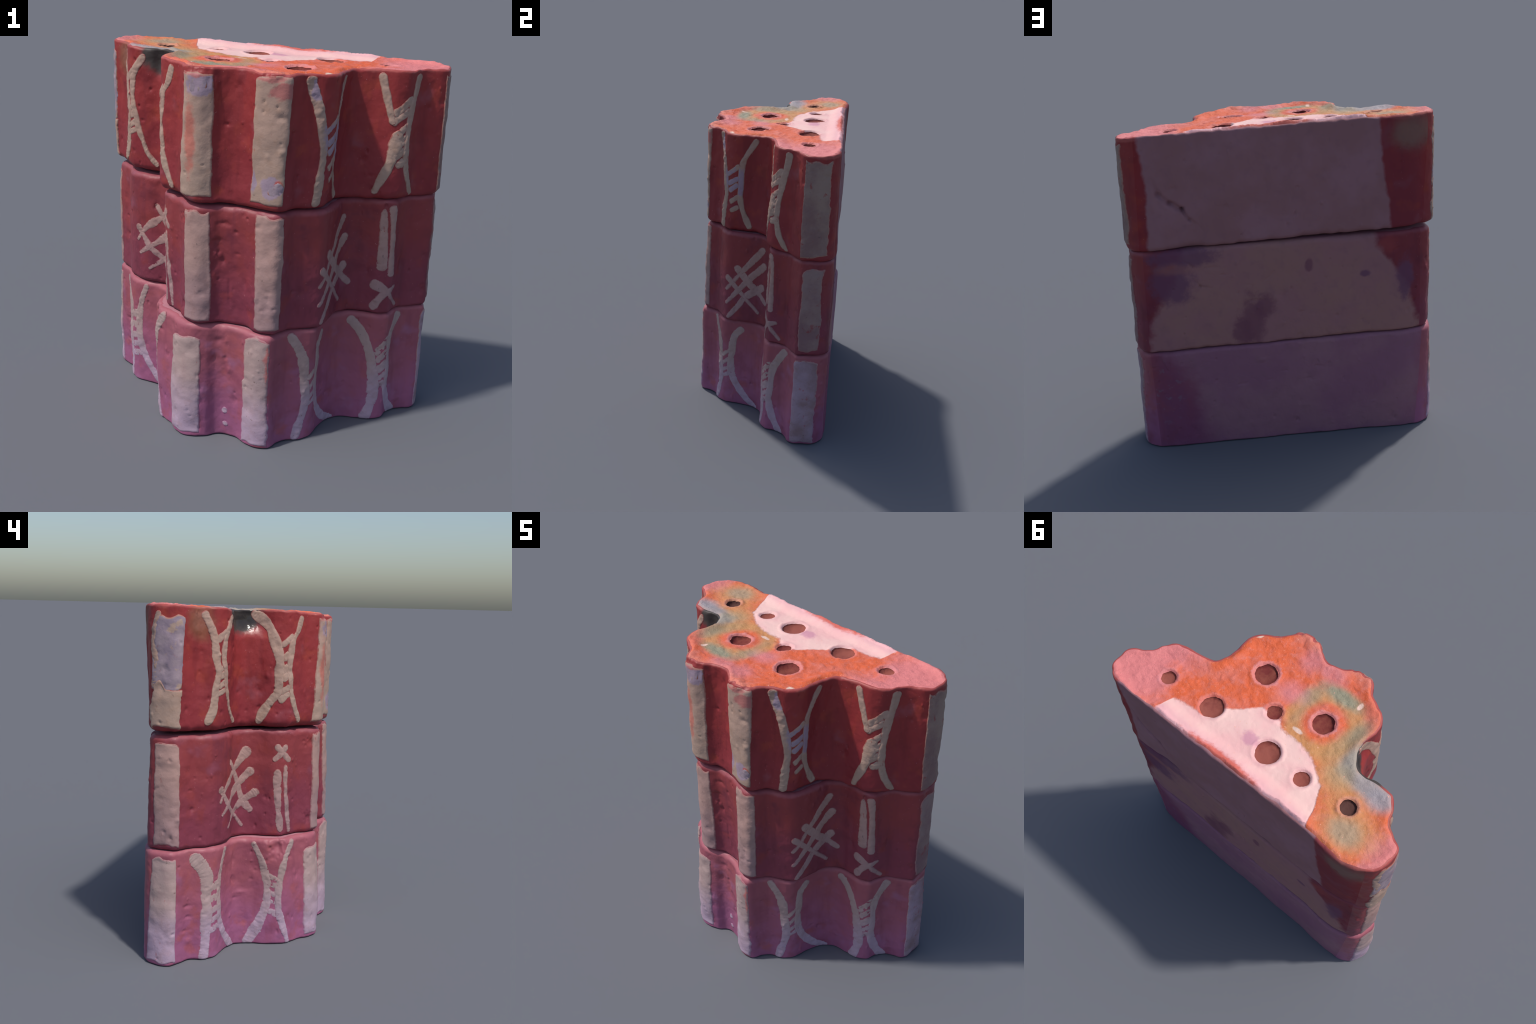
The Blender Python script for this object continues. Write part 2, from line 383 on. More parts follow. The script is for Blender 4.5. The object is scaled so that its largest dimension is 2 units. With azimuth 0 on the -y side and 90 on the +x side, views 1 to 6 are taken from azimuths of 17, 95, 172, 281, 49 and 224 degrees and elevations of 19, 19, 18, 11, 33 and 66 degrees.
def make_back(b):
    N = Nodes('bare_clay_back_%s' % ('mauve', 'tan', 'rose')[b])
    gl, n2, n3 = glaze_colour(N, b)
    w = N.noise(11, 4, offset=(0, 0, b)); w2 = N.noise(3, 3, offset=(b, 1, 4))
    gl = N.mix(N.m('MULTIPLY', N.step(N.m('ABSOLUTE', N.x), .86, .76), .5), gl, (.17, .032, .050))
    if b == 0:
        gl = N.mix(N.m('MULTIPLY', N.step(N.m('ABSOLUTE', N.x), .86, .74), .6), gl, (.20, .065, .14))
    clay = N.mix(N.step(w2, .38, .62), CLAY[b], [(.28, .12, .18), (.34, .165, .155), (.30, .14, .15)][b])
    clay = N.mix(N.m('MULTIPLY', N.step(N.noise(16, 4, offset=(b, 4, 1)), .5, .75), .35), clay, (.235, .115, .14))
    zb = BED[b][0][0]
    zz = N.m('SUBTRACT', N.z, zb)
    xr = N.m('ADD', N.x, N.m('MULTIPLY', N.m('SUBTRACT', w, .5), (.16, .13, .05)[b]))
    if b == 2:      # clay between x=-.60 and .80, slanting edges
        hi = N.curve(zz, [(0, .80), (.3, .79), (.62, .82)], 0, .65)
        lo = N.curve(zz, [(0, -.63), (.12, -.62), (.35, -.585), (.65, -.55)], 0, .65)
    elif b == 1:
        hi = N.curve(zz, [(0, .835), (.2, .80), (.40, .68), (.62, .60)], 0, .65)
        lo = N.curve(zz, [(0, -.83), (.2, -.775), (.42, -.68), (.52, -.58), (.64, -.52)], 0, .65)
    else:
        hi = N.curve(zz, [(0, .50), (.3, .55), (.5, .62), (.65, .78)], 0, .65)
        lo = N.curve(zz, [(0, -.84), (.6, -.86)], 0, .65)
    soft = (.10, .03, .012)[b]
    msk = N.m('MULTIPLY', N.step(N.m('SUBTRACT', hi, xr), -soft, soft), N.step(N.m('SUBTRACT', xr, lo), -soft, soft))
    col = N.mix(msk, gl, clay)
    wob = N.noise(15, 6, .65, offset=(3, 3, 3))
    viol = (.155, .062, .115)
    if b == 1:
        for c, r in (((.21, .45, .80), (.075, .3, .15)), ((.27, .45, .72), (.06, .3, .09)), ((.14, .45, .88), (.06, .3, .07)),
                     ((-.13, .45, 1.12), (.022, .3, .036)), ((-.47, .45, 1.04), (.028, .3, .02)),
                     ((.68, .45, 1.06), (.12, .3, .11)), ((.62, .45, 1.22), (.20, .3, .055)), ((-.72, .45, 1.0), (.05, .3, .12))):
            col = N.mix(N.m('MULTIPLY', N.blob(c, r, .4, wob, .9), .8), col, viol if c[0] > .3 or c[0] < -.3 else (.19, .07, .10))
        col = N.mix(N.m('MULTIPLY', N.blob((.67, .45, 1.15), (.12, .3, .03), .6, w, .6), .5), col, (.34, .14, .13))
        col = N.mix(N.m('MULTIPLY', N.blob((-.62, .45, 1.22), (.06, .3, .05), .5, w, .7), .5), col, (.34, .06, .06))
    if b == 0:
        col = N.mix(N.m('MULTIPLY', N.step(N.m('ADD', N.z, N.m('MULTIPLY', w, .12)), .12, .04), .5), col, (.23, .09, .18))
        col = N.mix(N.m('MULTIPLY', N.blob((.72, .45, .33), (.14, .3, .20), .7, w, .6), N.m('MULTIPLY', N.step(w, .42, .7), .5)), col, (.28, .07, .10))
        col = N.mix(N.m('MULTIPLY', N.blob((.76, .45, .36), (.12, .3, .18), .6), N.m('MULTIPLY', N.step(N.noise(26, 3), .58, .70), .5)), col, (.22, .16, .22))
    if b == 2:
        col = N.mix(N.m('MULTIPLY', N.blob((-.75, .44, 1.88), (.12, .3, .09), .6, w, .5), .6), col, (.24, .17, .13))
    h = N.m('ADD', N.m('MULTIPLY', n3, .5), N.noise(22, 4))
    return N.finish(col, .72, h, .004, .2)

def make_paint(b):
    N = Nodes('pale_slip_paint_%s' % ('lilac', 'rose', 'cream')[b])
    zb = BED[b][0][0]
    n1, n2, n3 = N.noise(5, 4, offset=(b, 2, 2)), N.noise(24, 4), N.noise(90, 2)
    t = N.m('ADD', N.m('SUBTRACT', N.z, zb), N.m('MULTIPLY', N.m('SUBTRACT', n1, .5), .3))
    col = N.mix(N.step(t, .08, .45), PAINTLOW[b], PAINT[b])
    col = N.mix(N.m('MULTIPLY', N.step(n2, .45, .75), .35), col, [(.33, .20, .205), (.27, .15, .135), (.34, .195, .13)][b])
    # worn through to the red glaze in streaks and dots
    wear = N.noise(17, 6, .68, (1, 1, .5), (3, b, 1))
    col = N.mix(N.m('MULTIPLY', N.step(wear, .64, .72), .65), col, RED_HOT[b])
    col = N.mix(N.m('MULTIPLY', N.step(N.noise(46, 2, offset=(b, 3, 8)), .70, .76), .7), col, (.20, .13, .12))
    w = N.noise(22, 6, .65)
    lil = (.33, .245, .325)
    if b == 2:
        for c, r in (((-.13, -.46, 1.88), (.08, .08, .065)), ((.22, -.45, 1.40), (.055, .06, .055)), ((.12, -.42, 1.42), (.02, .05, .05)),
                     ((.40, -.31, 1.86), (.03, .06, .05)), ((.45, -.2, 1.62), (.04, .1, .10))):
            col = N.mix(N.m('MULTIPLY', N.blob(c, r, .16, w, .75), .85), col, lil)
        col = N.mix(N.blob((.255, -.46, 1.415), (.022, .05, .028), .25, w, .4), col, (.50, .10, .08))
        col = N.mix(N.m('MULTIPLY', N.blob((-.19, -.46, 1.62), (.030, .06, .16), .4, w, .9), .7), col, (.50, .12, .09))
        for c in ((.21, -.45, 1.935), (-.15, -.46, 1.945), (.30, -.44, 1.86)):
            col = N.mix(N.m('MULTIPLY', N.blob(c, (.10, .08, .038), .2, w, .9), .85), col, (.46, .15, .14))
    elif b == 0:
        col = N.mix(N.m('MULTIPLY', N.blob((.26, -.46, .48), (.045, .06, .15), .2, w, .7), .9), col, (.52, .16, .15))
        col = N.mix(N.m('MULTIPLY', N.blob((.90, .22, .40), (.05, .03, .25), .4, w, .9), .6), col, (.34, .22, .34))
    h = N.m('ADD', N.m('MULTIPLY', n3, .4), n2)
    return N.finish(col, .58, h, .003, .25)

HOLES = [(-.570, .202, .043, .016), (-.294, .235, .043, .008), (-.064, .235, .067, .014), (-.173, -.080, .059, .016),
         (.066, .034, .041, .008), (.336, .224, .064, .014), (.253, -.111, .064, .016), (.638, .243, .041, .014)]

def make_top():
    N = Nodes('scorched_orange_top')
    w, w2 = N.noise(9, 5, .6), N.noise(26, 5, .65)
    fine = N.noise(60, 4, .7, (1, 1, 1), (2, 2, 2), .6)
    ori, oran, pink = (.70, .125, .045), (.67, .155, .095), (.69, .21, .205)
    col = N.mix(N.step(w, .40, .62), ori, oran)
    col = N.mix(N.m('MULTIPLY', N.step(w2, .50, .70), .5), col, (.70, .22, .18))
    # pink ends
    col = N.mix(N.step(N.m('ADD', N.x, N.m('MULTIPLY', N.m('SUBTRACT', w, .5), .35)), .50, .72), col, pink)
    col = N.mix(N.step(N.m('SUBTRACT', N.m('MULTIPLY', N.m('SUBTRACT', w, .5), .2), N.x), .74, .84), col, (.66, .20, .19))
    col = N.mix(N.m('MULTIPLY', N.step(N.m('ADD', N.m('SUBTRACT', N.m('MULTIPLY', N.m('SUBTRACT', w2, .5), .1), N.y), 0.0), .35, .44), .55), col, (.66, .24, .19))
    # tan halo, then grey olive scorches
    def flat(c, r):
        return (c[0], c[1], 1.95), (r[0], r[1], .4)
    tan, grey = (.54, .29, .11), (.29, .265, .18)
    dd = N.dist((-.173, -.085, 1.95), (1, 1, .001e3))
    ring = N.m('ABSOLUTE', N.m('SUBTRACT', N.m('ADD', dd, N.m('MULTIPLY', N.m('SUBTRACT', w, .5), .05)), .165))
    ring_front = N.step(N.m('SUBTRACT', N.m('MULTIPLY', N.x, .0), N.y), -.06, .10)
    col = N.mix(N.m('MULTIPLY', N.step(ring, .075, .015), .75), col, tan)
    for c, r, s, g in (((-.15, -.262), (.125, .045), .6, 1.), ((-.02, -.17), (.045, .07), .6, .6), ((-.04, -.04), (.03, .06), .6, .3),
                       ((-.355, -.15), (.045, .085), .7, .75), ((-.36, -.03), (.07, .10), .7, .55)):
        col = N.mix(N.m('MULTIPLY', N.blob(*flat(c, r), s, w2, .3), g), col, grey)
    for c, r, k in (((-.45, .08), (.18, .16), tan), ((-.64, .29), (.15, .13), tan)):
        col = N.mix(N.m('MULTIPLY', N.blob(*flat(c, r), .6, w2, .3), .7), col, k)
    for c, r, g, k in (((-.57, .055), (.15, .055), .95, (.34, .30, .30)), ((-.43, -.01), (.055, .10), .9, (.34, .31, .27)),
                       ((-.67, .075), (.075, .06), .8, (.36, .32, .34)), ((-.64, .32), (.085, .07), .75, (.36, .29, .20)),
                       ((-.43, .10), (.08, .06), .5, (.42, .32, .18))):
        col = N.mix(N.m('MULTIPLY', N.blob(*flat(c, r), .55, w2, .25), g), col, k)
    # lilac salt bloom
    for c, r in (((.115, -.33), (.06, .07)), ((.07, -.12), (.08, .06)), ((-.02, -.34), (.08, .05))):
        col = N.mix(N.m('MULTIPLY', N.blob(*flat(c, r), .7, w2, .5), .42), col, (.64, .27, .34))
    # bare pale clay half, its border running behind the holes
    edge = N.curve(N.x, [(-.52, .50), (-.47, .40), (-.446, .317), (-.391, .205), (-.304, .142), (-.231, .102), (-.126, .086), (-.037, .093),
                         (.01, .05), (.128, .048), (.198, .13), (.278, .19), (.336, .29), (.40, .292), (.529, .315), (.56, .43)], -.55, .6)
    pm = N.step(N.m('ADD', N.m('SUBTRACT', N.y, edge), N.m('MULTIPLY', N.m('SUBTRACT', w2, .5), .05)), -.012, .012)
    pm = N.m('MULTIPLY', pm, N.step(N.x, .57, .54))
    pm = N.m('MULTIPLY', pm, N.step(N.x, -.51, -.49))
    pale = N.mix(N.step(N.noise(5, 3), .35, .65), (.84, .54, .49), (.84, .47, .45))
    pale = N.mix(N.m('MULTIPLY', N.step(N.y, .34, .43), .55), pale, (.78, .36, .42))
    pale = N.mix(N.m('MULTIPLY', N.blob(*flat((.055, .235), (.055, .035)), .4, w2, .8), .8), pale, (.62, .28, .36))
    pale = N.mix(N.m('MULTIPLY', N.step(N.noise(50, 3, .6, (1, 2.5, 1)), .68, .75), .5), pale, (.62, .34, .38))
    col = N.mix(pm, col, pale)
    rb = N.m('MULTIPLY', N.blob(*flat((.08, .425), (.22, .035)), .4, w2, .8), .9)
    col = N.mix(rb, col, (.62, .11, .07))
    # pale rims round the bores
    for hx, hy, hr, dep in HOLES:
        dr = N.m('ADD', N.dist((hx, hy, 1.95), (1, 1, 1000)), N.m('MULTIPLY', N.m('SUBTRACT', w2, .5), .055))
        k = .5 if hr > .041 and hy < .2 else .25
        col = N.mix(N.m('MULTIPLY', N.step(N.m('ABSOLUTE', N.m('SUBTRACT', dr, hr + .006)), .020, .004), k), col, (.66, .30, .33))
    for c, r in (((-.098, .038), (.03, .012)), ((-.257, -.274), (.012, .02)), ((.44, -.27), (.02, .02))):
        col = N.mix(N.blob(*flat(c, r), .3, w2, .5), col, (.80, .55, .45))
    col = N.mix(N.m('MULTIPLY', N.step(N.noise(75, 1, offset=(4, 4, 4)), .73, .78), .7), col, (.84, .42, .30))
    h = N.m('ADD', N.m('MULTIPLY', fine, .8), w2)
    h = N.m('MULTIPLY', h, N.m('SUBTRACT', 1.0, N.m('MULTIPLY', pm, .75)))
    return N.finish(col, .55, h, .008, .3)

def make_bore():
    N = Nodes('dark_fired_bore')
    n = N.noise(19, 5, .65)
    col = N.mix(N.step(n, .35, .65), (.17, .032, .030), (.23, .062, .045))
    col = N.mix(N.step(N.m('ADD', N.y, N.m('MULTIPLY', N.m('SUBTRACT', n, .5), .25)), .08, .26), col, (.29, .085, .065))
    col = N.mix(N.blob((-.57, .20, 1.95), (.1, .1, .3), .3), col, (.10, .045, .038))
    return N.finish(col, .8, n, .006, .15)

def make_bed():
    N = Nodes('bed_face_clay')
    col = N.mix(N.noise(12, 3), (.40, .16, .20), (.50, .24, .28))
    return N.finish(col, .85, N.noise(40, 3), .004, .15)

def make_end(b):
    N = Nodes('shade_darkened_end_slip_%s' % ('lilac', 'mauve', 'umber')[b])
    n, w = N.noise(4.5, 5, .6, offset=(b, 7, 1)), N.noise(17, 6, .68, offset=(1, b, 4))
    a, c = [((.38, .27, .34), (.28, .18, .20)), ((.30, .20, .19), (.23, .13, .14)), ((.33, .225, .19), (.24, .14, .135))][b]  # darker slip tones, the right end's shadow mixed into the colour
    col = N.mix(N.step(n, .38, .62), a, c)
    col = N.mix(N.m('MULTIPLY', N.step(w, .60, .70), .7), col, RED[b])
    col = N.mix(N.m('MULTIPLY', N.step(N.noise(46, 2, offset=(b, 3, 8)), .70, .76), .6), col, (.12, .08, .08))
    return N.finish(col, .65, N.m('ADD', N.noise(24, 4), N.noise(80, 2)), .005, .2)

GLAZE = [make_glaze(b) for b in range(3)]
BACK = [make_back(b) for b in range(3)]
SLIP = [make_paint(b) for b in range(3)]
def make_fringe(b, f):
    N = Nodes('thin_slip_%s_%d' % (('lilac', 'rose', 'cream')[b], int(f*100)))
    col, n2, n3 = glaze_colour(N, b)
    zb = BED[b][0][0]
    n1 = N.noise(5, 4, offset=(b, 2, 2))
    t = N.m('ADD', N.m('SUBTRACT', N.z, zb), N.m('MULTIPLY', N.m('SUBTRACT', n1, .5), .3))
    slip = N.mix(N.step(t, .08, .45), PAINTLOW[b], PAINT[b])
    k = N.m('ADD', f, N.m('MULTIPLY', N.m('SUBTRACT', N.noise(60, 4), .5), .9))
    return N.finish(N.mix(N.step_lin(k, 0, 1), col, slip), .52, N.noise(40, 3), .002, .25)
FRINGE = [(make_fringe(b, .28), make_fringe(b, .62)) for b in range(3)]

def make_lilac():
    N = Nodes('lilac_bloom_scar')
    n = N.noise(14, 5)
    col = N.mix(N.step(n, .35, .65), (.27, .205, .255), (.34, .26, .29))
    col = N.mix(N.step(N.noise(11, 6, .65, offset=(5, 1, 2)), .55, .63), col, (.40, .28, .225))
    col = N.mix(N.m('MULTIPLY', N.step(N.noise(40, 4), .62, .72), .5), col, (.30, .14, .16))
    return N.finish(col, .6, N.noise(30, 4), .004, .25)
LILAC = make_lilac()
END_SLIP = [make_end(b) for b in range(3)]
TOPM, BORE, BEDM = make_top(), make_bore(), make_bed()

# ---------------------------------------------------------------- mesh helpers
def mesh_object(name, verts, faces, mat, parent, normals=None):
    me = bpy.data.meshes.new(name)
    me.from_pydata([tuple(v) for v in np.asarray(verts)], [], [tuple(f) for f in faces])
    me.polygons.foreach_set('use_smooth', [True]*len(me.polygons))
    me.materials.append(mat)
    me.update()
    if normals is not None:
        me.normals_split_custom_set_from_vertices([tuple(n) for n in normals])
    o = bpy.data.objects.new(name, me)
    bpy.context.scene.collection.objects.link(o)
    o.parent = parent
    return o

def vertex_normals(V, F4):
    N = np.zeros_like(V)
    F = np.asarray(F4)
    a, b, c, d = (V[F[:, i]] for i in range(4))
    fn = np.cross(c - a, d - b)
    for i in range(4):
        np.add.at(N, F[:, i], fn)
    return N/np.maximum(np.linalg.norm(N, axis=1), 1e-12)[:, None]

column = bpy.data.objects.new('fluted_brick_column', None)
bpy.context.scene.collection.objects.link(column)
column['label'] = 'three stacked fluted red glazed bricks with pale painted motifs'
column['category'] = 'glazed bricks'

NU = 1150
def build_brick(b):
    us = arclength_stations(b, NU)
    rb, rt = FILLET[b]
    H = BED[b][1][0] - BED[b][0][0]
    rows = []                                   # (q, inset, dz) relative, fillet angle
    nf = 9
    for k in range(nf):
        a = math.pi/2*k/nf
        rows.append((0, 1 - math.sin(a), 1 - math.cos(a), 0))
    nz = 96
    for k in range(nz + 1):
        rows.append((1, 0, 0, k/nz))
    for k in range(1, nf + 1):
        a = math.pi/2*k/nf
        rows.append((2, 1 - math.cos(a), 1 - math.sin(a), 1))
    # arrises worn unevenly round the brick
    pb = wall_base(b, us, np.zeros(NU)); pt = wall_base(b, us, np.ones(NU))
    P3 = lambda p, z: np.concatenate([p, np.full((len(p), 1), z)], 1)
    varb = rb*(1 + .35*vnoise(P3(pb, b*3.), 7, 11) + .25*vnoise(P3(pb, b*3.), 22, 12))
    vart = rt*(1 + .35*vnoise(P3(pt, b*3.+9), 7, 13) + .30*vnoise(P3(pt, b*3.+9), 24, 14))
    rings = []
    for kind, ins, dzf, t in rows:
        if kind == 0:
            q = varb*dzf/H; inset = varb*ins
        elif kind == 2:
            q = 1 - vart*dzf/H; inset = vart*ins
        else:
            q = varb/H + t*(1 - (varb + vart)/H); inset = 0*varb
        P, n = wall_point(b, us, q, inset=inset)
        if b == 2:      # the top arris stands a little proud and runs unevenly
            w = smooth(.90, 1.0, q)
            P[:, 2] += w*(.001 + .010*smooth(.30, .40, P[:, 1])*smooth(-.6, -.3, P[:, 0]) + .006*vnoise(P*np.array([1, 1, 0]), 8, 48) + .003*vnoise(P*np.array([1, 1, 0]), 30, 49))
        rings.append(P)
    V = np.concatenate(rings)
    nr = len(rows)
    i = np.arange(NU); j = (i + 1) % NU
    F = []
    for r in range(nr - 1):
        F.append(np.stack([r*NU + j, r*NU + i, (r+1)*NU + i, (r+1)*NU + j], 1))
    F = np.concatenate(F)
    Nn = vertex_normals(V, F)
    # last rings carry the cap's normal
    Nn[:NU] = (0, 0, -1)
    up = np.array([-BED[b][1][1], -BED[b][1][2], 1.0]); up /= np.linalg.norm(up)
    Nn[-NU:] = up
    # split: back face = stations on the flat back
    colu = us[i]
    isback = (colu > 45.55) | (colu < .75)
    fb = np.tile(isback, nr - 1)
    def part(name, sel, mat, parent):
        ff = F[sel]
        idx, inv = np.unique(ff, return_inverse=True)
        return mesh_object(name, V[idx], inv.reshape(ff.shape).tolist(), mat, parent, Nn[idx])
    body = part('brick', ~fb, GLAZE[b], column)
    part('back_face', fb, BACK[b], body)
    # bed faces (hidden in the joints)
    mesh_object('underside', V[:NU], [list(range(NU))], BEDM, body)
    if b < 2:
        mesh_object('bed_face', V[-NU:], [list(range(NU))[::-1]], BEDM, body)
    return body, V[-NU:].copy()

bricks, caps = [], []
for b in range(3):
    o, c = build_brick(b)
    bricks.append(o); caps.append(c)

# ---------------------------------------------------------------- pierced top face
def top_height(x, y):
    return plane(BED[2][1], x, y)

def build_top(ring, body):
    loops = [ring]
    hole_loops = []
    for k, (hx, hy, hr, dep) in enumerate(HOLES):
        n = 72
        a = np.linspace(0, 2*math.pi, n, endpoint=False)
        jit = vnoise(np.stack([np.cos(a)*1.2, np.sin(a)*1.2, np.full(n, k*5.)], 1), 1.6, 21)*.06 + \
              vnoise(np.stack([np.cos(a)*4, np.sin(a)*4, np.full(n, k*5.)], 1), 1.6, 22)*.025
        r = hr*(1 + jit)
        L = np.stack([hx + r*np.cos(a), hy + r*np.sin(a), np.zeros(n)], 1)
        hole_loops.append(L)
    step = .0075
    gx, gy = np.meshgrid(np.arange(-.95, .96, step), np.arange(-.48, .47, step))
    pts = np.stack([gx.ravel(), gy.ravel()], 1)
    pts += rng.uniform(-.3, .3, pts.shape)*step
    # inside test
    X, Y = ring[:, 0], ring[:, 1]; X2, Y2 = np.roll(X, -1), np.roll(Y, -1)
    ins = np.zeros(len(pts), bool)
    for s in range(NU):
        if Y[s] == Y2[s]:
            continue
        c = ((Y[s] > pts[:, 1]) != (Y2[s] > pts[:, 1]))
        xi = (X2[s]-X[s])*(pts[:, 1]-Y[s])/(Y2[s]-Y[s]) + X[s]
        ins ^= c & (pts[:, 0] < xi)
    pts = pts[ins]
    def edge_dist(p):
        d = np.full(len(p), 9.)
        for s in range(0, NU, 50):
            d = np.minimum(d, np.hypot(p[:, None, 0]-X[None, s:s+50], p[:, None, 1]-Y[None, s:s+50]).min(1))
        return d
    pts = pts[edge_dist(pts) > step*.6]
    for (hx, hy, hr, dep), L in zip(HOLES, hole_loops):
        ang = np.arctan2(pts[:, 1]-hy, pts[:, 0]-hx) % (2*math.pi)
        rr = np.hypot(L[:, 0]-hx, L[:, 1]-hy)
        lim = np.interp(ang, np.linspace(0, 2*math.pi, len(rr)+1), np.append(rr, rr[0]))
        pts = pts[np.hypot(pts[:, 0]-hx, pts[:, 1]-hy) > lim + step*.5]
    # extra rings round each bore so its rim can roll over
    extra = []
    for (hx, hy, hr, dep), L in zip(HOLES, hole_loops):
        for g in (.004, .009):
            d = L[:, :2] - (hx, hy); dn = np.linalg.norm(d, axis=1)[:, None]
            extra.append(L[:, :2] + d/dn*g)
    for e in extra:
        pts = pts[np.min(np.hypot(pts[:, None, 0]-e[None, ::2, 0], pts[:, None, 1]-e[None, ::2, 1]), 1) > .003]
    allp = [ring[:, :2]] + [L[:, :2] for L in hole_loops] + extra + [pts]
    P = np.concatenate(allp)
    edges, base = [], 0
    for k, L in enumerate([ring] + hole_loops):
        n = len(L)
        edges += [(base + i, base + (i+1) % n) for i in range(n)]
        base += n
    vs, es, fs, ov, oe, of = geometry.delaunay_2d_cdt([Vector(p) for p in P], edges, [], 0, 1e-7)
    vs = np.array([(v.x, v.y) for v in vs])
    fs = np.array([f for f in fs if len(f) == 3])
    cen = vs[fs].mean(1)
    # drop triangles outside the outline and inside the bores
    ins = np.zeros(len(cen), bool)
    for s in range(NU):
        if Y[s] == Y2[s]:
            continue
        c = ((Y[s] > cen[:, 1]) != (Y2[s] > cen[:, 1]))
        ins ^= c & (cen[:, 0] < (X2[s]-X[s])*(cen[:, 1]-Y[s])/(Y2[s]-Y[s]) + X[s])
    for (hx, hy, hr, dep), L in zip(HOLES, hole_loops):
        ang = np.arctan2(cen[:, 1]-hy, cen[:, 0]-hx) % (2*math.pi)
        rr = np.hypot(L[:, 0]-hx, L[:, 1]-hy)
        lim = np.interp(ang, np.linspace(0, 2*math.pi, len(rr)+1), np.append(rr, rr[0]))
        ins &= np.hypot(cen[:, 0]-hx, cen[:, 1]-hy) > lim*.999
    fs = fs[ins]
    a, bb, c = vs[fs[:, 0]], vs[fs[:, 1]], vs[fs[:, 2]]
    flip = np.cross(bb - a, c - a) < 0
    fs[flip] = fs[flip][:, ::-1]
    d = edge_dist(vs)
    x, y = vs[:, 0], vs[:, 1]
    P3 = np.stack([x, y, np.zeros_like(x)], 1)
    # ring heights differ a little from the plane: blend them in
    zr = np.zeros(len(vs))
    z = top_height(x, y)
    near = d < .0005
    nn = np.array([np.argmin((X - px)**2 + (Y - py)**2) for px, py in vs[d < .03]])
    dz = np.zeros(len(vs)); dz[d < .03] = ring[nn, 2] - top_height(vs[d < .03][:, 0], vs[d < .03][:, 1])
    fade = 1 - smooth(0, .03, d)
    rough = smooth(.0, .02, d)
    paled = smooth(-.02, .05, y - np.interp(x, [-.5, -.39, -.23, -.03, .12, .2, .34, .53, .6], [.5, .2, .1, .09, .05, .13, .29, .31, .5]))
    rel = .0040*fbm(P3, 5, 2, 41) + (1 - .8*paled)*(.0028*fbm(P3*np.array([1, 1.3, 1]), 26, 3, 42)) + .0006*fbm(P3, 80, 2, 43)
    rel += (1 - paled)*.0035*smooth(.45, .9, vnoise(P3 + .03*fbm(P3, 12, 2, 45)[:, None], 38, 44))
    # scratches across the pink right end
    rel -= .003*smooth(.010, .0, np.abs((x - .70)*.62 + (y - .12)*.78*-1 + .004*np.sin(y*40)))*smooth(.55, .62, x)
    lip = smooth(.075, .008, d)*(.007 + .005*vnoise(P3, 9, 47)) + .015*smooth(.32, .39, y)*smooth(-.55, -.40, x)*smooth(.62, .5, x)
    z = z + dz*fade + rel*rough + (lip - .003 - .006*smooth(.25, .05, y)*smooth(.02, .10, d))*smooth(0, .012, d)
    for (hx, hy, hr, dep) in HOLES:
        rr = np.hypot(x - hx, y - hy) - hr
        z += .006*np.exp(-((rr - .016)/.010)**2)*(.5 + .5*vnoise(P3, 20, 46)) - .008*np.exp(-(np.maximum(rr, 0)/.006)**2)
    V = np.stack([x, y, z], 1)
    # normals
    Nn = np.zeros_like(V)
    fn = np.cross(V[fs[:, 1]] - V[fs[:, 0]], V[fs[:, 2]] - V[fs[:, 0]])
    for i in range(3):
        np.add.at(Nn, fs[:, i], fn)
    used, inv = np.unique(fs, return_inverse=True)
    fs = inv.reshape(fs.shape); V = V[used]; Nn = Nn[used]
    Nn /= np.linalg.norm(Nn, axis=1)[:, None]
    top = mesh_object('pierced_top_face', V, fs.tolist(), TOPM, body, Nn)
    # the bores themselves: shaft and floor, starting on the cap's own rim
    for k, ((hx, hy, hr, dep), L) in enumerate(zip(HOLES, hole_loops)):
        n = len(L)
        idx = [int(np.argmin((V[:, 0]-p[0])**2 + (V[:, 1]-p[1])**2)) for p in L]
        rim = V[idx]
        fl = [rim]
        for t in np.linspace(.08, 1, 9):
            s = 1 - .16*t**2
            p = rim.copy()
            p[:, :2] = (hx, hy) + (rim[:, :2] - (hx, hy))*s
            p[:, 2] = rim[:, 2] - dep*t
            p[:, :2] += .004*vnoise(p, 30, 61 + k)[:, None]*t
            fl.append(p)
        zf = fl[-1][:, 2].mean()
        for s in (.85, .6, .3):
            p = fl[9].copy()
            p[:, :2] = (hx, hy) + (p[:, :2] - (hx, hy))*s
            p[:, 2] = zf - .006*(1 - s**2) + .003*vnoise(p, 26, 70 + k)
            fl.append(p)
        VV = np.concatenate(fl + [np.array([[hx, hy, zf - .006]])])
        FF = []
        m = len(fl)
        for r in range(m - 1):
            for i in range(n):
                j = (i + 1) % n
                FF.append((r*n + i, r*n + j, (r+1)*n + j, (r+1)*n + i))
        for i in range(n):
            FF.append(((m-1)*n + i, (m-1)*n + (i+1) % n, m*n))
        o = mesh_object('bore_hole', VV, FF, BORE, top)
        o.data.flip_normals() if o.data.polygons[0].normal.dot(Vector((hx, hy, 0)) - Vector(VV[0]) + Vector((0, 0, VV[0][2]))) < 0 else None
    return top

top_face = build_top(caps[2], bricks[2])

